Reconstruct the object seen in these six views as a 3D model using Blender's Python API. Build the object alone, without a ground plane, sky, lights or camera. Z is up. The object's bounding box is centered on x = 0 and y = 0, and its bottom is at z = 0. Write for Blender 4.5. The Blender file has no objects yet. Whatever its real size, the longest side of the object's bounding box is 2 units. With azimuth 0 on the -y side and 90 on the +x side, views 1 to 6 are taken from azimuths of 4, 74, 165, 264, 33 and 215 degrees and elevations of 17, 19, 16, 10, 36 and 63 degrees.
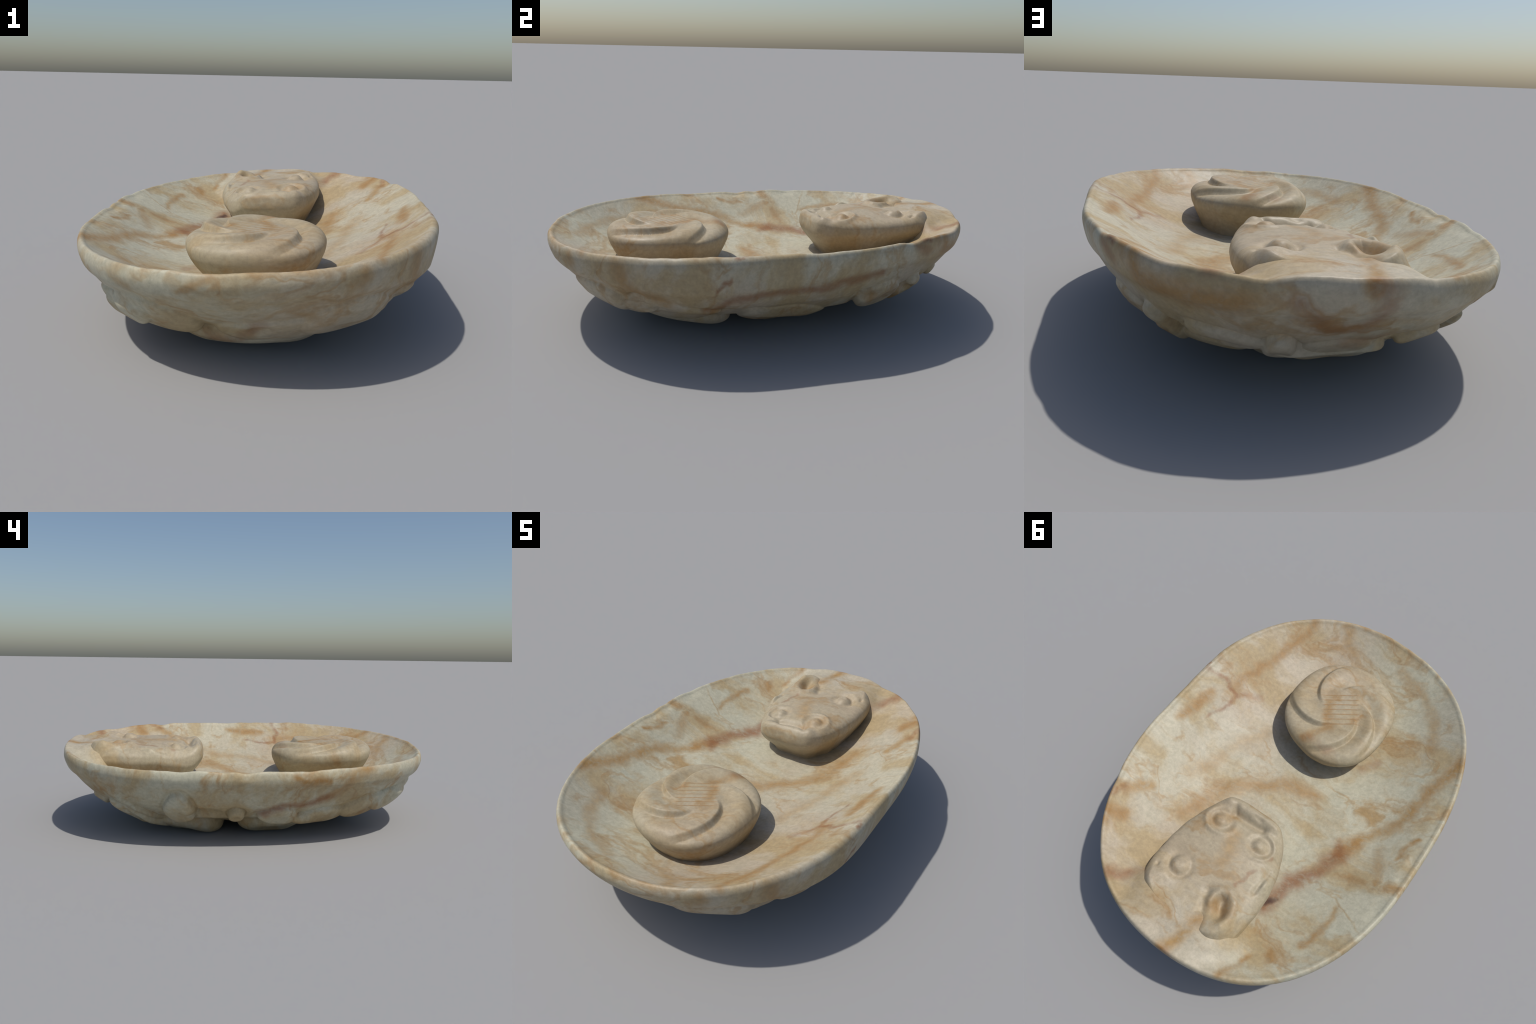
"""Carved onyx / jade dish: oval bowl, beast head at one end, swirl rosette knob at the other,
leaf-and-vine carving under the bowl.  Frame: metres, z up, long axis along y."""
import bpy, math
import numpy as np
from mathutils import noise as mnoise, Vector

rng = np.random.default_rng(7)
PI2 = 2 * math.pi

# ------------------------------------------------------------------ helpers
def smooth(a, b, x):
    t = np.clip((np.asarray(x, float) - a) / (b - a), 0, 1)
    return t * t * (3 - 2 * t)

def gauss(x, y, cx, cy, sx, sy=None, rot=0.0):
    sy = sx if sy is None else sy
    c, s = math.cos(rot), math.sin(rot)
    u = (x - cx) * c + (y - cy) * s
    v = -(x - cx) * s + (y - cy) * c
    return np.exp(-(u / sx) ** 2 - (v / sy) ** 2)

def fourier(c, t):
    out = np.full(np.shape(t), c[0], float)
    for k in range(1, (len(c) + 1) // 2):
        out = out + c[2 * k - 1] * np.cos(k * t) + c[2 * k] * np.sin(k * t)
    return out

def vnoise(P, scale, seed=0.0, octaves=3):
    """fractal noise for an (..., 3) array, in -1..1"""
    Q = P.reshape(-1, 3) * scale + seed
    f = np.array([mnoise.fractal(Vector(q), 1.0, 2.0, octaves) for q in Q])
    return f.reshape(P.shape[:-1])

def seg_dist(x, y, pts):
    """distance in plan to a polyline and the fraction run along it"""
    pts = np.array(pts, float)
    best = np.full(np.shape(x), 9.0); frac = np.zeros(np.shape(x))
    n = len(pts) - 1
    for i in range(n):
        a, b = pts[i], pts[i + 1]; ab = b - a
        t = np.clip(((x - a[0]) * ab[0] + (y - a[1]) * ab[1]) / (ab @ ab), 0, 1)
        d = np.hypot(x - a[0] - t * ab[0], y - a[1] - t * ab[1])
        m = d < best
        best = np.where(m, d, best); frac = np.where(m, (i + t) / n, frac)
    return best, frac

def catmull_closed(vals, t):
    """periodic Catmull-Rom through vals, t in 0..1"""
    v = np.asarray(vals, float); n = len(v)
    u = (np.asarray(t) % 1.0) * n; i = np.floor(u).astype(int); f = u - i
    if v.ndim > 1: f = f[..., None]
    a, b, c, d = v[(i - 1) % n], v[i % n], v[(i + 1) % n], v[(i + 2) % n]
    return 0.5 * (2 * b + (c - a) * f + (2 * a - 5 * b + 4 * c - d) * f ** 2 + (3 * b - a - 3 * c + d) * f ** 3)

def loft(name, rings, cap_start=True, cap_end=True):
    """rings: (m, n, 3) closed loops; first/last may be capped by a pole vertex"""
    m, n, _ = rings.shape
    verts = rings.reshape(-1, 3)
    i = np.arange(m - 1)[:, None] * n; j = np.arange(n)[None]; k = (j + 1) % n
    quads = np.stack([i + j, i + k, i + n + k, i + n + j], -1).reshape(-1, 4)
    faces = [tuple(q) for q in quads.tolist()]
    extra = []
    if cap_start:
        c = len(verts) + len(extra); extra.append(rings[0].mean(0))
        faces += [(c, int((a + 1) % n), int(a)) for a in range(n)]
    if cap_end:
        c = len(verts) + len(extra); extra.append(rings[-1].mean(0)); o = (m - 1) * n
        faces += [(c, o + a, o + (a + 1) % n) for a in range(n)]
    if extra: verts = np.vstack([verts, np.array(extra)])
    me = bpy.data.meshes.new(name)
    me.from_pydata(verts.tolist(), [], faces)
    me.update()
    me.polygons.foreach_set("use_smooth", [True] * len(me.polygons))
    return me

def add(name, me, mat, parent):
    ob = bpy.data.objects.new(name, me)
    bpy.context.scene.collection.objects.link(ob)
    if mat: me.materials.append(mat)
    ob.parent = parent
    return ob

# ------------------------------------------------------------------ bowl form
RIM_R = [0.8683, -0.0014, 0.0017, -0.1403, 0.0012, 0.0005, -0.0004, -0.0083, -0.0002, -0.0004, 0.0003, 0.0047, 0.0009, -0.0005, 0.0017, -0.0025, 0.0015]
RIM_Z = [0.4315, 0.042, 0.0016, 0.0013, 0.002, -0.004, -0.0022, -0.0007, -0.0005, -0.0015, 0.0007, -0.0012, -0.0013]

def rim_r(t): return fourier(RIM_R, t) + 0.005
def rim_z(t): return fourier(RIM_Z, t) + 0.001

FLOOR_Z = 0.228
_dd = np.linspace(0, .75, 400)
def _soft(v, n=15):
    k = np.exp(-np.linspace(-2, 2, 2 * n + 1) ** 2)
    return np.convolve(np.pad(v, n, mode='reflect', reflect_type='odd'), k / k.sum(), 'valid')
# share of the wall height left at a given distance in from the rim, on the flanks and at the two ends
FLANK = _soft(np.interp(_dd, [0, .04, .08, .12, .16, .20, .25, .30, .38, .45, .60], [1, .91, .82, .73, .64, .55, .45, .36, .22, .13, .03]))
ENDS = _soft(np.interp(_dd, [0, .04, .08, .12, .16, .20, .25, .30, .38, .45, .60], [1, .86, .73, .61, .50, .41, .31, .23, .12, .06, .01]))

def head_plane(x, y):
    """crown of the beast, which runs on into the neck"""
    return 0.430 + 0.060 * x + 0.045 * (y - .48) + 0.018 * gauss(x, y, .02, .50, .20, .14)

def basin_z(x, y):
    """inner surface of the bowl as a height over the plan"""
    t = np.arctan2(y, x); r = np.hypot(x, y)
    d = np.clip(rim_r(t) - 0.012 - r, 0, .75)
    e = np.abs(np.sin(t)) ** 3
    g = np.interp(d, _dd, FLANK) * (1 - e) + np.interp(d, _dd, ENDS) * e
    g = g * smooth(.02, .30, r)
    zc = rim_z(t)
    f = FLOOR_Z + 0.04 * x
    z = f + (zc - f) * g
    z = z - 0.026 * gauss(x, y, .52, .0, .13, .27) - 0.026 * gauss(x, y, -.48, .0, .13, .24) + 0.016 * gauss(x, y, .36, .66, .16, .26) * smooth(0, .06, d) - 0.014 * gauss(x, y, .38, .05, .14, .36)
    # neck of the beast, a ramp that runs from the head to the rim
    neck = head_plane(x, np.minimum(y, .86)) - .001 - 2.6 * np.maximum(0, np.abs(x - .02) - .13) ** 2 - .30 * (1 - smooth(.60, .80, y)) - .010 * smooth(.84, .99, y)
    k = 0.05
    h = np.clip(0.5 + 0.5 * (neck - z) / k, 0, 1)
    return z * (1 - h) + neck * h + k * h * (1 - h)

_sb = np.linspace(0, 1.0, 300)
_fb = _soft(np.interp(_sb, [0, .35, .50, .58, .66, .74, .81, .87, .92, .96, .985, 1.0],
                           [.10, .10, .165, .226, .27, .32, .415, .505, .62, .736, .787, .85]), 5)
def belly_z(x, y):
    """outer surface of the bowl (below the wall) as a height over the plan"""
    t = np.arctan2(y, x); r = np.hypot(x, y)
    s = r / rim_r(t)
    f = np.interp(s, _sb, _fb)
    up = np.exp(-(((np.degrees(t) + 28 + 180) % 360 - 180) / 32) ** 2) * smooth(.80, .97, s)       # one flank stands more upright
    return rim_z(t) * (f - .11 * up)

# ------------------------------------------------------------------ relief carved under the bowl
def belly_normal(x, y, e=4e-3):
    dzx = (belly_z(x + e, y) - belly_z(x - e, y)) / (2 * e)
    dzy = (belly_z(x, y + e) - belly_z(x, y - e)) / (2 * e)
    n = np.stack([dzx, dzy, -np.ones_like(dzx)], -1)
    return n / np.linalg.norm(n, axis=-1, keepdims=True)

LEAVES = [
    # cx, cy, length, width, heading, thickness, point, soft (how far it melts into the wall above)
    (.505, -.505, .44, .20, 66, .022, .45, .5), (.345, -.415, .39, .19, 70, .053, .20, .3),
    (.480, -.015, .40, .26, 88, .038, .15, .6), (.363, .040, .34, .24, 90, .046, .2, .3),
    (.530, .420, .255, .167, 112, .036, .30, .5), (.466, .565, .116, .166, 128, .038, .1, .2),
    (.319, .775, .26, .08, 155, .022, .5, .2), (.380, .540, .45, .16, 125, .030, .3, .3),
    (.005, .767, .29, .21, 180, .036, .2, .5), (-.025, .570, .51, .27, 180, .072, .2, .4),
    (-.266, .775, .19, .08, 200, .022, .2, .2), (-.450, .600, .42, .09, 110, .022, .3, .5),
    (-.390, .535, .37, .10, 110, .055, .3, .3),
    (-.565, .360, .20, .16, 8, .032, .6, .0), (-.319, .335, .40, .26, 95, .068, .2, .3),
    (-.570, -.120, .21, .13, 96, .034, .4, .4), (-.515, -.340, .32, .14, 100, .036, .4, .4),
    (-.455, -.585, .334, .18, 120, .036, .1, .3), (-.386, -.105, .35, .162, 95, .055, .2, .3),
    (-.411, -.709, .30, .118, 130, .050, .1, .2), (.149, -.787, .49, .164, 5, .038, .3, .6),
    (.405, -.680, .38, .118, 45, .030, .3, .4), (.020, -.640, .52, .275, 2, .077, .1, .4),
    (-.225, -.579, .18, .16, 130, .049, .2, .3),
    (-.300, -.770, .34, .20, 160, .036, .1, .6), (.330, -.760, .34, .20, 25, .040, .1, .6),
    (.182, .810, .10, .12, 0, .034, .0, .0), (-.585, .085, .085, .085, 0, .034, .0, .0),
]

RECESSES = [
    # cx, cy, half length, half width, heading (rad), depth
    (-.575, .235, .085, .035, 1.55, .022), (-.470, -.690, .060, .028, 2.2, .030), (.585, -.170, .045, .028, 1.55, .018),
    (.520, -.590, .080, .026, 1.1, .016), (.500, .560, .045, .024, 2.2, .026), (-.170, .840, .060, .022, .2, .018),
    (.600, .330, .060, .020, 1.75, .014), (.060, -.830, .040, .022, .0, .016), (.540, -.640, .040, .020, .9, .020),
    (-.455, .660, .110, .014, 1.9, .012), (.400, .700, .100, .022, 2.4, .014),
]

def relief(x, y):
    """height of the carving above the belly and the leaf (1, 2, ...) that makes it"""
    best = np.zeros_like(x); who = np.zeros(x.shape, int); moat = np.zeros_like(x)
    r = np.hypot(x, y) + 1e-6
    for i, (cx, cy, ln, wd, hd, th, pt, soft) in enumerate(LEAVES):
        h = math.radians(hd); dx, dy = math.cos(h), math.sin(h)
        a = ((x - cx) * dx + (y - cy) * dy) / (ln / 2)
        b = (-(x - cx) * dy + (y - cy) * dx) / (wd / 2)
        b = b / (1 - pt * smooth(0, 1, a) * .999)
        rho = np.sqrt(a * a + b * b)
        edge = np.clip(1 - rho ** 5, 0, 1) ** .45
        out = ((x - cx) * x + (y - cy) * y) / r / (wd / 2)        # towards the rim
        melt = 1 - soft * smooth(-.3, .95, out)
        k = th * edge * melt * (.80 + .20 * smooth(.1, .7, rho))
        moat = moat + .007 * np.exp(-((rho - 1.10) / .10) ** 2) * (1 - .8 * smooth(-.4, .6, out) * min(1, soft * 2))
        m = k > best
        best = np.where(m, k, best); who = np.where(m & (edge > .02), i + 1, who)
    # undercut outline round each leaf, and the drilled recesses between them
    best = best - np.minimum(moat, .009) * np.clip(1 - best / .012, 0, 1)
    for cx, cy, ln, wd, hd, dp in RECESSES:
        best = best - dp * np.exp(-((((x - cx) * math.cos(hd) + (y - cy) * math.sin(hd)) / ln) ** 2 + ((-(x - cx) * math.sin(hd) + (y - cy) * math.cos(hd)) / wd) ** 2) ** 2)
    return best, who

def make_bowl():
    NT = 1080
    th = np.linspace(0, PI2, NT, endpoint=False)
    R, Z = rim_r(th), rim_z(th)
    c, s = np.cos(th), np.sin(th)
    # small chips and undulation of the rim
    edge = np.stack([c * R, s * R, Z], -1)
    da = (np.degrees(th) + 28 + 180) % 360 - 180
    bulge = 0.012 * np.exp(-(da / 26) ** 2)
    wob = 0.004 * vnoise(edge, 6.0, 3.1, 2) + 0.0015 * vnoise(edge, 22.0, 9.7, 2)
    chips = [(176, 4, .010), (168, 3, .008), (153, 3, .007), (38, 3, .009), (57, 5, .007), (200, 3, .006), (75, 4, .005)]
    for a, w, d in chips:
        da = (np.degrees(th) - a + 180) % 360 - 180
        wob = wob - d * np.exp(-(da / w) ** 2)
    rings = []
    for u in np.linspace(0.004, 1, 110):
        r = (R - 0.030) * u
        x, y = r * c, r * s
        z = basin_z(x, y)
        rings.append(np.stack([x, y, z + wob * smooth(.94, 1, u)], -1))
    zin = rings[-1][:, 2]
    # rounded lip from the inner edge over the crest to the outer wall
    top = np.maximum(Z + wob, zin + .002)
    for a in np.linspace(0.12, 1, 8):
        r = R - 0.030 + 0.018 * a
        z = zin + (top - zin) * math.sin(a * math.pi / 2)
        rings.append(np.stack([r * c, r * s, z], -1))
    for a in np.linspace(0.15, 1, 8):
        q = a * math.pi / 2
        r = R - 0.012 + (0.015 + bulge) * math.sin(q)
        z = top - 0.035 * (1 - math.cos(q))
        rings.append(np.stack([r * c, r * s, z], -1))
    rl = np.hypot(rings[-1][:, 0], rings[-1][:, 1]); zl = rings[-1][:, 2]
    # outer wall: narrow upright band, then the belly
    sw = 0.988
    def belly(u):
        k = 1 + bulge / R * smooth(.75, .98, u)
        x, y = R * u * c, R * u * s
        P = np.stack([x, y, belly_z(x, y)], -1)
        h, who = relief(x, y)
        P = P + belly_normal(x, y) * h[:, None]
        P[:, :2] *= k[:, None]
        P[:, 2] = np.maximum(P[:, 2], 0.0)
        return P, who
    W, _ = belly(sw)
    owner = [np.zeros(NT, int)] * len(rings)
    for a in np.linspace(0.12, 1, 10):
        r = rl + (np.hypot(W[:, 0], W[:, 1]) - rl) * a ** 1.5
        z = zl + (W[:, 2] - zl) * a
        rings.append(np.stack([r * c, r * s, z], -1)); owner.append(np.zeros(NT, int))
    for u in np.concatenate([np.linspace(sw, .45, 150)[1:], np.linspace(.45, .004, 30)[1:]]):
        P, who = belly(u)
        rings.append(P); owner.append(who)
    G = np.array(rings)
    # hand-ground unevenness of the outside
    m = len(G); i0 = 110 + 16
    outer = smooth(i0, i0 + 14, np.arange(m))[:, None] * (1 - smooth(m - 30, m, np.arange(m)))[:, None]
    n = vnoise(G[i0::2, ::4], 4.0, 1.3, 3)
    n = np.repeat(np.repeat(n, 2, axis=0), 4, axis=1)[:m - i0]
    for _ in range(3): n = (n + np.roll(n, 1, 1) + np.roll(n, -1, 1)) / 3
    full = np.zeros((m, NT)); full[i0:] = n
    G[..., 2] += outer * 0.006 * full
    G[..., 0] += outer * 0.004 * full * c; G[..., 1] += outer * 0.004 * full * s
    G[i0:, :, 2] = np.maximum(G[i0:, :, 2], 0)
    return loft("bowl", G), np.array(owner)

# ------------------------------------------------------------------ rosette knob
KC = (0.013, -0.447)
def make_knob():
    NT = 480
    ph = np.linspace(0, PI2, NT, endpoint=False)
    c, s = np.cos(ph), np.sin(ph)
    rad = 0.2835 + fourier([0, 0, 0, -.0102, -.0031, .003, .0006, -.0055, .003], ph)
    grooves = np.array([-5, 76, 152, 205, 278]) % 360
    grooves.sort()
    def relief(r, phi):
        """five swirling petals: each rises towards the next groove, then drops"""
        a = (np.degrees(phi) + 480 * (r - .15)) % 360
        lo = np.zeros_like(a); span = np.zeros_like(a)
        for i, g in enumerate(grooves):
            nx = grooves[(i + 1) % 5]
            w = (nx - g) % 360; d = (a - g) % 360
            m = d < w
            lo = np.where(m, d, lo); span = np.where(m, w, span)
        f = lo / span
        drop = np.exp(-(lo / 9) ** 2)
        saw = smooth(0, .78, f) - smooth(.86, 1.0, f) * (1 - 0)
        g = -0.5 + saw
        amp = 0.024 * smooth(.085, .17, r) * (1 - .55 * smooth(.20, .29, r))
        return amp * g - 0.004 * smooth(.09, .16, r) * drop
    rings = []
    for u in np.linspace(.01, 1, 90):
        r = rad * u
        z = 0.434 + 0.012 * np.cos(u * 1.4) - 0.006 + relief(r, ph) * (1 - .5 * smooth(.93, 1, u))
        z = z - 0.045 * (1 - np.sqrt(np.clip(1 - np.clip((u - .70) / .30, 0, 1) ** 2 * .98, 0, 1)))
        x, y = KC[0] + r * c, KC[1] + r * s
        z = z + .014 * (x - KC[0]) - .03 * (y - KC[1])
        # ruled lines scratched on the middle
        for k in range(-3, 4):
            ux, uy = math.cos(math.radians(34)), math.sin(math.radians(34))
            off = -(x - KC[0]) * uy + (y - KC[1]) * ux - (k * 0.028 + 0.012)
            al = (x - KC[0]) * ux + (y - KC[1]) * uy
            ext = smooth(.115, .085, np.abs(al)) if False else 1 - smooth(.085 - .006 * abs(k), .105 - .006 * abs(k), np.abs(al))
            z = z - 0.0022 * np.exp(-(off / .0045) ** 2) * ext
        rings.append(np.stack([x, y, z], -1))
    zl = rings[-1][:, 2]
    for q in np.linspace(.04, 1, 40):
        z = zl * (1 - q) + 0.135 * q
        drop = zl - z
        ins = 0.004 * smooth(0, .03, drop) + (0.056 + .030 * smooth(.2, .9, -c) - .010 * smooth(.2, .9, c)) * smooth(.02, .17, drop)
        r = rad + 0.003 * np.sin(np.pi * np.clip(drop / .05, 0, 1)) - ins
        rings.append(np.stack([KC[0] + r * c, KC[1] + r * s, z], -1))
    return loft("knob", np.array(rings))

# ------------------------------------------------------------------ beast head
HC = np.array([0.012, 0.56]); HEAD_SHIFT = 0.010
HEAD_OUTLINE = [(.157, .262), (.205, .345), (.240, .438), (.262, .536), (.268, .632), (.266, .730), (.245, .815),
                (.170, .875), (.060, .880), (-.060, .880), (-.170, .878), (-.222, .835), (-.243, .770), (-.250, .690),
                (-.252, .593), (-.240, .492), (-.205, .385), (-.155, .290), (-.110, .252), (.000, .246), (.085, .246)]

def head_top(x, y):
    z = head_plane(x, y) - 0.018 * gauss(x, y, -.20, .33, .08, .12)
    # lip ridge along the front of the muzzle, hollow behind it
    d, f = seg_dist(x, y, [(.140, .286), (.070, .280), (-.022, .277), (-.110, .270)])
    z = z + 0.019 * np.exp(-(d / .031) ** 2)
    d, f = seg_dist(x, y, [(.085, .325), (.02, .325), (-.06, .318)])
    z = z - 0.022 * np.exp(-(d / .022) ** 2)
    z = z - 0.012 * gauss(x, y, .100, .305, .014, .030, .5)
    z = z - 0.010 * gauss(x, y, -.02, .286, .03, .012)
    # eyes: round ball in a sunk socket with a raised lid round it
    for ex, ey, rs, lid in ((.118, .390, .052, 60), (-.100, .388, .050, 200)):
        rr = np.hypot((x - ex) * .88, y - ey)
        an = np.cos(np.arctan2(y - ey, x - ex) - math.radians(lid))
        z = z - 0.015 * np.exp(-(rr / (rs * .98)) ** 4) + 0.030 * np.exp(-(rr / (rs * .66)) ** 3) \
              + (0.007 + .005 * an) * np.exp(-((rr - rs * 1.22) / (rs * .28)) ** 2)
    # ear with a round boss in front and a long tip
    rr = np.hypot(x - .138, y - .668)
    an = np.cos(np.arctan2(y - .668, x - .138) - math.radians(75))
    z = z + 0.017 * np.exp(-(rr / .038) ** 3) - (0.011 + .006 * an) * np.exp(-((rr - .050) / .017) ** 2)
    d, f = seg_dist(x, y, [(.165, .735), (.200, .770), (.222, .815)])
    z = z + 0.016 * np.exp(-(d / .038) ** 2)
    z = z - 0.010 * gauss(x, y, .222, .722, .010, .014)
    # curled ear with a deep hollow and a fold behind it
    d, f = seg_dist(x, y, [(-.068, .715), (-.085, .660), (-.120, .638), (-.160, .660), (-.185, .715), (-.180, .770)])
    z = z + 0.021 * np.exp(-(d / .028) ** 2)
    d, f = seg_dist(x, y, [(-.108, .692), (-.120, .715), (-.138, .745)])
    z = z - 0.026 * np.exp(-(d / .024) ** 2)
    z = z + 0.025 * gauss(x, y, -.165, .812, .050, .055)
    d, f = seg_dist(x, y, [(-.036, .690), (-.058, .750), (-.080, .815), (-.105, .885)])
    z = z - 0.012 * np.exp(-(d / .020) ** 2)
    # fold of the cheek
    z = z + 0.018 * gauss(x, y, -.222, .520, .020, .036)
    d, f = seg_dist(x, y, [(-.20, .455), (-.205, .52), (-.20, .575)])
    z = z - 0.008 * np.exp(-(d / .012) ** 2)
    z = z - 0.008 * gauss(x, y, .225, .60, .05, .12)
    return z

def make_head():
    NT = 560
    pts = np.array(HEAD_OUTLINE) - HC
    ang = np.arctan2(pts[:, 1], pts[:, 0]); rad = np.hypot(*pts.T)
    o = np.argsort(ang); ang, rad = ang[o], rad[o]
    ph = np.linspace(-math.pi, math.pi, NT, endpoint=False)
    aa = np.concatenate([ang - PI2, ang, ang + PI2]); rr3 = np.tile(rad, 3)
    rho = np.interp(ph, aa, rr3)
    kern = np.exp(-np.linspace(-2, 2, 23) ** 2); kern /= kern.sum()
    rho = np.convolve(np.pad(rho, 11, mode='wrap'), kern, 'valid')
    c, s = np.cos(ph), np.sin(ph)
    front = smooth(.55, .85, -s)          # 1 on the muzzle side
    back = smooth(.55, .9, s)
    right = smooth(.3, .9, c); left = smooth(.3, .9, -c)
    round_r = 0.028 + 0.018 * right + 0.020 * left - 0.008 * front
    rings = []
    for u in np.concatenate([np.linspace(.01, .80, 90), np.linspace(.805, 1, 50)]):
        r = rho * u
        x, y = HC[0] + r * c, HC[1] + r * s
        wid = (0.030 + 0.030 * right + 0.050 * left) / rho
        q = np.clip((u - (1 - wid)) / wid, 0, 1)
        z = head_top(x, y) - round_r * (1 - np.sqrt(np.clip(1 - .98 * q ** 2, 0, 1)))
        z = z - 0.06 * back * smooth(.86, 1.0, u)
        rings.append(np.stack([x, y, z], -1))
    zl = rings[-1][:, 2]
    zb = 0.16 + 0.0 * ph
    for q in np.linspace(.03, 1, 50):
        z = zl * (1 - q) + zb * q
        drop = zl - z
        ins = (0.055 + 0.03 * front + .035 * left) * smooth(.015 + .03 * front, .19, drop) - 0.004 * np.sin(np.pi * np.clip(drop / .06, 0, 1))
        r = rho - ins
        rings.append(np.stack([HC[0] + r * c, HC[1] + r * s, z], -1))
    G = np.array(rings); G[..., 0] += HEAD_SHIFT
    return loft("animal_head", G)

# ------------------------------------------------------------------ material
# veins that can be followed on the stone: (width, strength, points)
OCHRE_VEINS = [
    (.070, 1.0, [(-.650, -.540, .395), (-.570, -.325, .341), (-.541, -.128, .322), (-.449, .004, .289), (-.376, .141, .261)]),
    (.050, .8, [(.555, -.265, .387), (.520, -.427, .373), (.476, -.585, .375), (.426, -.763, .411), (.425, -.824, .440)]),
    (.060, .7, [(.274, -.922, .437), (.211, -.860, .377), (.152, -.839, .351)]),
    (.055, .9, [(.613, -.144, .422), (.631, -.038, .428), (.643, .051, .432)]),
    (.050, .9, [(.609, .550, .455), (.534, .432, .387)]),
    (.060, .9, [(.580, .658, .466), (.521, .641, .420)]),
    (.060, 1.0, [(.003, .998, .436), (-.044, .918, .434), (-.076, .823, .433)]),
    (.030, .8, [(-.268, .938, .422), (-.327, .806, .354)]),
    (.030, 1.0, [(-.659, -.075, .373), (-.611, .076, .353), (-.603, .202, .350)]),
    (.060, .7, [(-.533, .055, .321), (-.590, .133, .345)]),
    (.080, .75, [(.353, .436, .284), (.301, .279, .255), (.192, .118, .233), (.062, .001, .222), (-.103, -.044, .219)]),
    (.050, .6, [(-.118, -.874, .356), (-.295, -.817, .351), (-.425, -.698, .342), (-.481, -.574, .330)]),
    (.035, .8, [(-.484, .639, .345), (-.521, .529, .336), (-.520, .397, .318)]),
    (.070, .5, [(.449, .248, .326), (.408, .134, .307), (.360, -.022, .293), (.299, -.167, .258)]),
    (.060, .6, [(.004, .550, .448), (.040, .425, .450)]),
    (.060, .8, [(-.071, .722, .432), (-.144, .707, .419)]),
    (.045, .7, [(.160, .427, .441), (.083, .332, .423)]),
    (.045, .8, [(.061, -.200, .422), (.009, -.309, .425), (.071, -.426, .439)]),
    (.025, .8, [(-.085, -.405, .437), (-.117, -.464, .439)]),
    (.060, .7, [(.580, -.706, .427), (.570, -.702, .364), (.583, -.636, .312), (.615, -.537, .281)]),
    (.040, .7, [(.385, -.894, .407), (.336, -.890, .336), (.291, -.828, .239)]),
    (.070, .8, [(-.650, -.345, .256), (-.679, -.460, .345), (-.652, -.548, .397)]),
    (.035, 1.0, [(-.726, -.184, .380), (-.721, -.222, .343), (-.704, -.347, .342)]),
    (.070, .9, [(.571, .707, .460), (.551, .723, .381), (.458, .825, .368), (.380, .887, .367), (.302, .932, .374)]),
    (.050, .7, [(.392, -.891, .417), (.387, -.868, .345), (.341, -.869, .317)]),
    (.030, .7, [(-.175, -.967, .349), (-.130, -.990, .390), (-.083, -.993, .411)]),
    (.040, .6, [(.274, -.833, .234), (.154, -.924, .297), (.242, -.921, .326)]),
    (.050, .6, [(-.386, -.891, .408), (-.433, -.867, .372), (-.385, -.884, .341)]),
]
RUST_VEINS = [
    (.075, .9, [(-.376, .141, .261), (-.335, .283, .244), (-.275, .392, .234), (-.246, .523, .244), (-.240, .570, .260)]),
    (.022, .75, [(.700, -.240, .474), (.605, -.244, .418), (.519, -.227, .365), (.528, -.116, .373), (.557, -.024, .388)]),
    (.025, .5, [(.519, -.227, .365), (.441, -.316, .320)]),
    (.035, .9, [(.620, .600, .475), (.600, .545, .455)]),
    (.050, .8, [(.382, .878, .453), (.302, .826, .385), (.240, .755, .391)]),
    (.045, .5, [(-.221, -.308, .225), (-.253, -.384, .231)]),
    (.014, .6, [(-.111, .624, .437), (-.117, .518, .435), (-.180, .407, .419)]),
    (.040, .4, [(.050, -.206, .426), (-.061, -.205, .409)]),
    (.016, .9, [(.719, -.249, .468), (.724, -.290, .413), (.708, -.335, .344), (.614, -.417, .234)]),
    (.050, .75, [(.613, -.375, .225), (.683, -.265, .284), (.695, -.101, .309), (.687, .074, .308), (.693, .203, .335), (.671, .350, .342)]),
    (.050, .9, [(-.597, -.029, .165), (-.633, -.133, .194), (-.633, -.249, .215), (-.650, -.345, .256)]),
    (.060, .6, [(-.021, .999, .433), (-.053, 1.000, .407), (-.055, .981, .351), (-.021, .925, .280), (.072, .932, .296), (.185, .971, .375)]),
    (.050, .6, [(.650, .546, .457), (.626, .603, .412)]),
    (.060, .6, [(.062, -.860, .200), (-.009, -.773, .116), (-.112, -.754, .116)]),
    (.060, .5, [(.002, .863, .201), (-.106, .866, .207)]),
]
DARK_SPOTS = [
    (.026, .9, [(-.236, .549, .262), (-.262, .520, .250)]),
    (.014, .8, [(.627, .604, .478), (.632, .585, .478)]),
    (.010, .8, [(-.098, -.500, .432), (-.092, -.512, .432)]),
]

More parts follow.
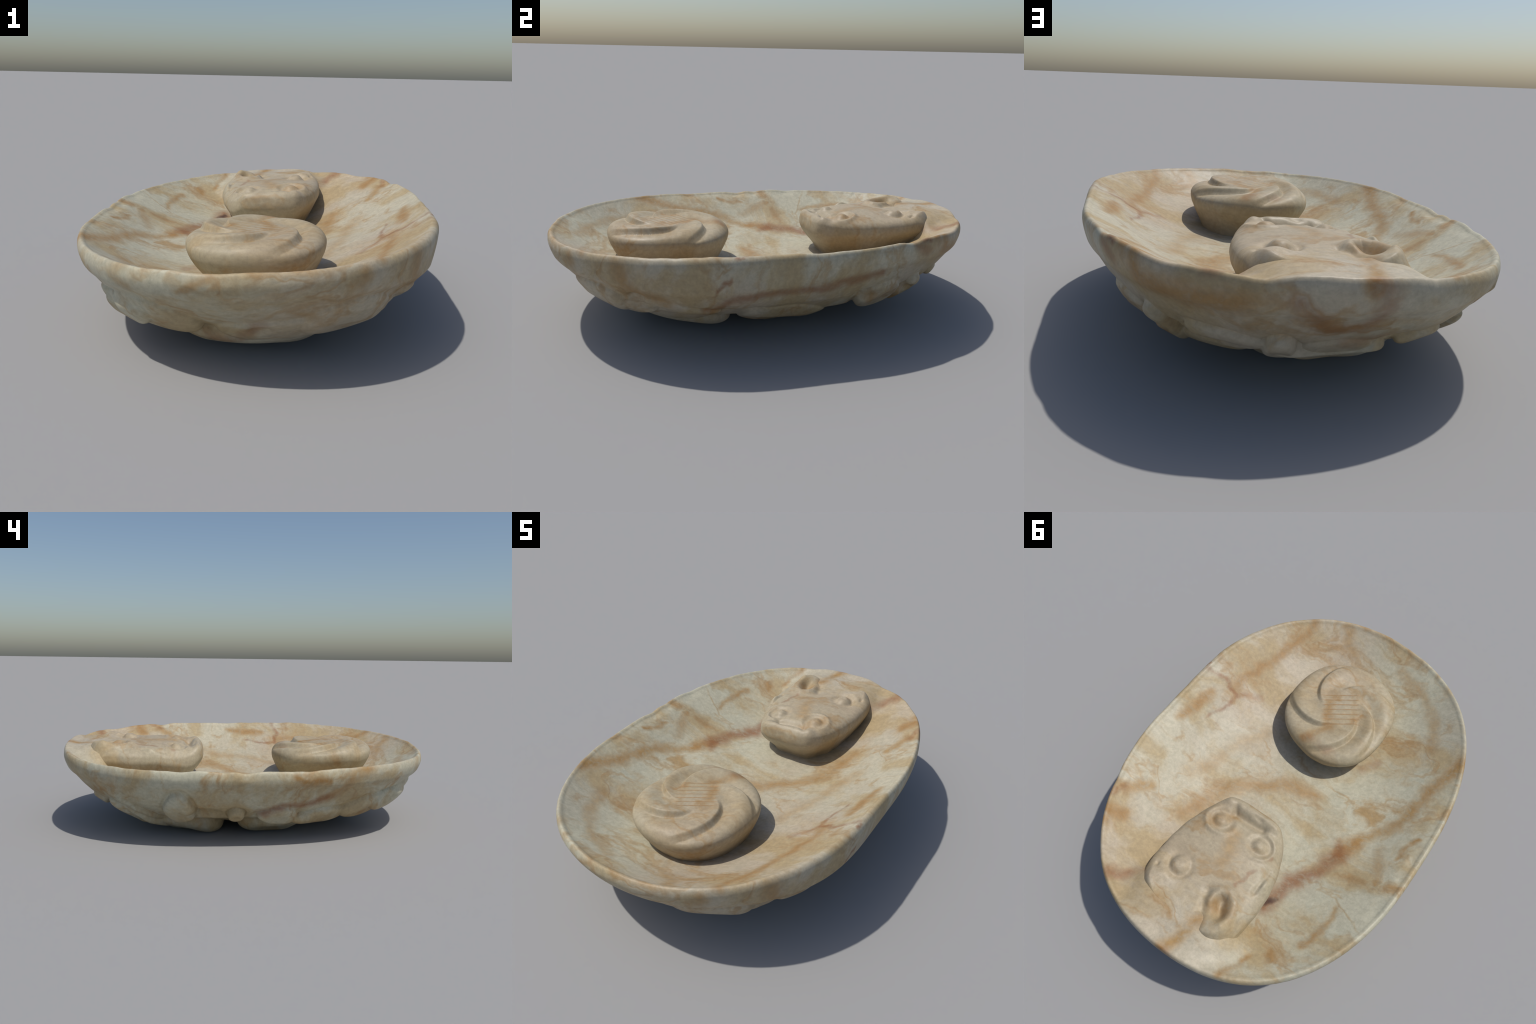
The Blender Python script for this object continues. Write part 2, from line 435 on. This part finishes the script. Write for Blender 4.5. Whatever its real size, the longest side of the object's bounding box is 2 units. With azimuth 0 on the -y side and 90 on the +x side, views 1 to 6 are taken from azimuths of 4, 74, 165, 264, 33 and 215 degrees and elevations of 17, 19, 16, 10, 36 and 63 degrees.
def vein_group():
    g = bpy.data.node_groups.new("vein_piece", "ShaderNodeTree")
    for nm, ty in (("P", "NodeSocketVector"), ("A", "NodeSocketVector"), ("AB", "NodeSocketVector"), ("ABn", "NodeSocketVector"),
                   ("Width", "NodeSocketFloat"), ("Strength", "NodeSocketFloat"), ("Prev", "NodeSocketFloat")):
        g.interface.new_socket(nm, in_out="INPUT", socket_type=ty)
    g.interface.new_socket("Mask", in_out="OUTPUT", socket_type="NodeSocketFloat")
    N, L = g.nodes.new, g.links.new
    i, o = N("NodeGroupInput"), N("NodeGroupOutput")
    pa = N("ShaderNodeVectorMath"); pa.operation = "SUBTRACT"; L(i.outputs["P"], pa.inputs[0]); L(i.outputs["A"], pa.inputs[1])
    dt = N("ShaderNodeVectorMath"); dt.operation = "DOT_PRODUCT"; L(pa.outputs[0], dt.inputs[0]); L(i.outputs["ABn"], dt.inputs[1])
    cl = N("ShaderNodeClamp"); L(dt.outputs["Value"], cl.inputs[0])
    sc = N("ShaderNodeVectorMath"); sc.operation = "SCALE"; L(i.outputs["AB"], sc.inputs[0]); L(cl.outputs[0], sc.inputs["Scale"])
    ds = N("ShaderNodeVectorMath"); ds.operation = "DISTANCE"; L(pa.outputs[0], ds.inputs[0]); L(sc.outputs[0], ds.inputs[1])
    mr = N("ShaderNodeMapRange"); mr.interpolation_type = "SMOOTHSTEP"
    L(ds.outputs["Value"], mr.inputs["Value"]); mr.inputs["From Min"].default_value = 0; L(i.outputs["Width"], mr.inputs["From Max"])
    L(i.outputs["Strength"], mr.inputs["To Min"]); mr.inputs["To Max"].default_value = 0
    mx = N("ShaderNodeMath"); mx.operation = "MAXIMUM"; L(mr.outputs[0], mx.inputs[0]); L(i.outputs["Prev"], mx.inputs[1])
    L(mx.outputs[0], o.inputs[0])
    return g
VEIN = vein_group()

def stone_material(name, warm=0.0, ruled=False):
    mat = bpy.data.materials.new(name); mat.use_nodes = True
    nt = mat.node_tree; nt.nodes.clear(); N = nt.nodes.new; L = nt.links.new
    out = N("ShaderNodeOutputMaterial"); bs = N("ShaderNodeBsdfPrincipled"); L(bs.outputs[0], out.inputs[0])
    tc = N("ShaderNodeTexCoord"); OBJ = tc.outputs["Object"]

    def noise(vec, scale, detail=4, rough=.55, dist=0.0):
        n = N("ShaderNodeTexNoise"); L(vec, n.inputs["Vector"])
        n.inputs["Scale"].default_value = scale; n.inputs["Detail"].default_value = detail
        n.inputs["Roughness"].default_value = rough; n.inputs["Distortion"].default_value = dist
        return n
    def rng_(val, a, b, lo=0.0, hi=1.0):
        m = N("ShaderNodeMapRange"); m.interpolation_type = "SMOOTHSTEP"; L(val, m.inputs["Value"])
        for k, v in (("From Min", a), ("From Max", b), ("To Min", lo), ("To Max", hi)): m.inputs[k].default_value = v
        return m.outputs[0]
    def math_(op, x, y=None):
        m = N("ShaderNodeMath"); m.operation = op
        for k, v in enumerate((x, y)):
            if v is None: continue
            if isinstance(v, (int, float)): m.inputs[k].default_value = v
            else: L(v, m.inputs[k])
        return m.outputs[0]
    def mix(fac, c1, c2):
        m = N("ShaderNodeMix"); m.data_type = "RGBA"
        if isinstance(fac, (int, float)): m.inputs["Factor"].default_value = fac
        else: L(fac, m.inputs["Factor"])
        for k, v in ((6, c1), (7, c2)):
            if isinstance(v, tuple): m.inputs[k].default_value = (*v, 1)
            else: L(v, m.inputs[k])
        return m.outputs[2]
    def offset(vec, nz, amount):
        s1 = N("ShaderNodeVectorMath"); s1.operation = "SUBTRACT"; L(nz.outputs["Color"], s1.inputs[0]); s1.inputs[1].default_value = (.5, .5, .5)
        s2 = N("ShaderNodeVectorMath"); s2.operation = "SCALE"; L(s1.outputs[0], s2.inputs[0]); s2.inputs["Scale"].default_value = amount
        s3 = N("ShaderNodeVectorMath"); s3.operation = "ADD"; L(vec, s3.inputs[0]); L(s2.outputs[0], s3.inputs[1])
        return s3.outputs[0]
    def mapped(vec, rot=(0, 0, 0), scale=(1, 1, 1), loc=(0, 0, 0)):
        m = N("ShaderNodeMapping"); L(vec, m.inputs["Vector"])
        m.inputs["Rotation"].default_value = rot; m.inputs["Scale"].default_value = scale; m.inputs["Location"].default_value = loc
        return m.outputs[0]

    # bedding of the stone runs along the dish, slightly askew
    bed = mapped(OBJ, rot=(0, 0, math.radians(-68)), scale=(1, 2.5, 1.8))
    big = noise(OBJ, 1.7, 3, .5)
    warp = offset(bed, noise(OBJ, 3.0, 4), .60)
    cloud = noise(warp, 2.0, 6, .55)
    blot = noise(mapped(warp, loc=(4.3, 1.7, 9.1)), 2.2, 7, .58)
    thread = noise(mapped(warp, loc=(7.7, 3.1, 2.9)), 1.7, 4, .5, .2)
    fibre = noise(mapped(warp, scale=(1, 1.6, 1.4)), 16, 5, .65)
    grain = noise(OBJ, 55, 4, .75)

    sep = N("ShaderNodeSeparateXYZ"); L(OBJ, sep.inputs[0])
    blush = math_("ADD", rng_(sep.outputs[0], -.55, .35, 0, .55), rng_(big.outputs[0], .40, .64, -.25, .45))
    pale = mix(rng_(big.outputs[0], .38, .62), (.478, .448, .330), (.428, .420, .318))
    rose = (.450, .366, .262)
    col = mix(math_("MULTIPLY", blush, .85), pale, rose)
    col = mix(rng_(cloud.outputs[0], .42, .63, 0, .82), col, (.385, .285, .145))
    lined = math_("ABSOLUTE", math_("SUBTRACT", thread.outputs[0], .5))
    patch = rng_(blot.outputs[0], .40, .60)
    thin = math_("MULTIPLY", rng_(lined, .0, .036, .55, 0), patch)
    ochre_f = math_("MAXIMUM", rng_(blot.outputs[0], .555, .71, 0, .85), thin)

    p1 = offset(OBJ, noise(OBJ, 4.5, 3), .10)
    p2 = offset(p1, noise(OBJ, 17, 5), .045)
    def veins(table, k=1.0):
        prev = None
        for w, st, pts in table:
            for A, B in zip(pts[:-1], pts[1:]):
                A, B = Vector(A), Vector(B); AB = B - A
                g = N("ShaderNodeGroup"); g.node_tree = VEIN; L(p2, g.inputs["P"])
                g.inputs["A"].default_value = A; g.inputs["AB"].default_value = AB
                g.inputs["ABn"].default_value = AB / AB.length_squared
                g.inputs["Width"].default_value = w * k; g.inputs["Strength"].default_value = st
                if prev is not None: L(prev, g.inputs["Prev"])
                prev = g.outputs[0]
        return prev
    broken = rng_(fibre.outputs[0], .28, .55, .55, 1.0)
    ochre_v = math_("MULTIPLY", veins(OCHRE_VEINS), broken)
    rust_v = math_("MULTIPLY", veins(RUST_VEINS), broken)
    ochre_f = math_("MAXIMUM", ochre_f, ochre_v)
    if warm: col = mix(rng_(sep.outputs[1], .60, .82, warm, 0), col, (.355, .270, .160))
    tone = mix(rng_(cloud.outputs[0], .35, .65), (.325, .182, .045), (.295, .145, .036))
    col = mix(math_("MULTIPLY", ochre_f, .86), col, tone)
    col = mix(math_("MULTIPLY", rust_v, .85), col, (.225, .088, .032))
    col = mix(veins(DARK_SPOTS), col, (.070, .040, .035))
    if ruled:
        # stain left in the ruled scratches on the knob
        u = mapped(OBJ, rot=(0, 0, math.radians(-34)))
        # brown lines follow the cut grooves
        su = N("ShaderNodeSeparateXYZ"); L(u, su.inputs[0])
        c0 = -KC[0] * math.sin(math.radians(34)) + KC[1] * math.cos(math.radians(34)) + .012
        a0 = KC[0] * math.cos(math.radians(34)) + KC[1] * math.sin(math.radians(34))
        ph = math_("DIVIDE", math_("SUBTRACT", su.outputs[1], c0), .028)
        fr = math_("ABSOLUTE", math_("SUBTRACT", ph, math_("ROUND", ph)))
        ln = rng_(fr, .04, .20, .75, 0)
        ln = math_("MULTIPLY", ln, rng_(math_("ABSOLUTE", ph), 3.1, 3.5, 1, 0))
        ln = math_("MULTIPLY", ln, rng_(math_("ABSOLUTE", math_("SUBTRACT", su.outputs[0], a0)), .075, .105, 1, 0))
        ln = math_("MULTIPLY", ln, rng_(sep.outputs[2], .40, .42))
        col = mix(math_("MULTIPLY", ln, rng_(fibre.outputs[0], .3, .6, .4, 1)), col, (.300, .175, .070))
    val = math_("ADD", rng_(fibre.outputs[0], .25, .75, .91, 1.08), rng_(grain.outputs[0], .25, .75, -.10, .10))
    hs = N("ShaderNodeHueSaturation"); L(col, hs.inputs["Color"]); L(val, hs.inputs["Value"])
    L(hs.outputs[0], bs.inputs["Base Color"])
    L(rng_(cloud.outputs[0], .3, .7, .46, .58), bs.inputs["Roughness"])
    bs.inputs["Specular IOR Level"].default_value = .35
    bp = N("ShaderNodeBump"); bp.inputs["Strength"].default_value = .12; bp.inputs["Distance"].default_value = .006
    L(math_("ADD", fibre.outputs[0], math_("MULTIPLY", grain.outputs[0], .3)), bp.inputs["Height"]); L(bp.outputs[0], bs.inputs["Normal"])
    return mat

# ------------------------------------------------------------------ build
dish = bpy.data.objects.new("carved_stone_dish", None)
bpy.context.scene.collection.objects.link(dish)
dish["label"] = "oval carved onyx dish with beast head and swirl knob"
dish["category"] = "stone bowl"

stone = stone_material("veined_onyx")
stone_knob = stone_material("veined_onyx_knob", .55, True)
stone_head = stone_material("veined_onyx_head", .50)
def split(me, region, names, mat, parent):
    """cut one smooth mesh into named objects by face region, keeping the whole body's normals"""
    nv = len(me.vertices)
    co = np.empty(nv * 3); me.vertices.foreach_get("co", co); co = co.reshape(-1, 3)
    no = np.empty(nv * 3); me.vertex_normals.foreach_get("vector", no); no = no.reshape(-1, 3)
    polys = [tuple(p.vertices) for p in me.polygons]
    made = {}
    for k, nm in names.items():
        sel = [polys[i] for i in np.nonzero(region == k)[0]]
        if len(sel) < 30: continue
        used = np.unique(np.concatenate([np.array(q) for q in sel])); remap = np.full(nv, -1); remap[used] = np.arange(len(used))
        sub = bpy.data.meshes.new(nm)
        sub.from_pydata(co[used].tolist(), [], [tuple(remap[list(q)].tolist()) for q in sel])
        sub.update(); sub.polygons.foreach_set("use_smooth", [True] * len(sub.polygons))
        sub.normals_split_custom_set_from_vertices(no[used].tolist())
        made[k] = add(nm, sub, mat, parent)
    return made

bowl_mesh, owner = make_bowl()
first = np.array([p.vertices[0] for p in bowl_mesh.polygons])
own = np.append(owner.reshape(-1), [0, 0])
region = own[first]
names = {0: "bowl"}
for i in range(len(LEAVES)): names[i + 1] = "carved_bud" if i >= len(LEAVES) - 2 else "carved_leaf"
split(bowl_mesh, region, names, stone, dish)
bpy.data.meshes.remove(bowl_mesh)

add("rosette_knob", make_knob(), stone_knob, dish)

head_mesh = make_head()
cen = np.empty(len(head_mesh.polygons) * 3); head_mesh.polygons.foreach_get("center", cen); cen = cen.reshape(-1, 3)
hx, hy, hz = cen[:, 0] - HEAD_SHIFT, cen[:, 1], cen[:, 2]
top = hz > .385
hreg = np.zeros(len(cen), int)
hreg[(hy < .345)] = 1
hreg[top & (np.hypot((hx - .118) * .88, hy - .390) < .046)] = 2
hreg[top & (np.hypot((hx + .100) * .88, hy - .388) < .044)] = 3
hreg[top & (np.hypot((hx - .165) / .085, (hy - .725) / .115) < 1)] = 4
hreg[top & (np.hypot((hx + .135) / .095, (hy - .745) / .125) < 1)] = 5
parts = split(head_mesh, hreg, {0: "animal_head", 1: "muzzle", 2: "eye", 3: "eye", 4: "ear", 5: "ear"}, stone_head, dish)
for k, ob in parts.items():
    if k: ob.parent = parts[0]
bpy.data.meshes.remove(head_mesh)
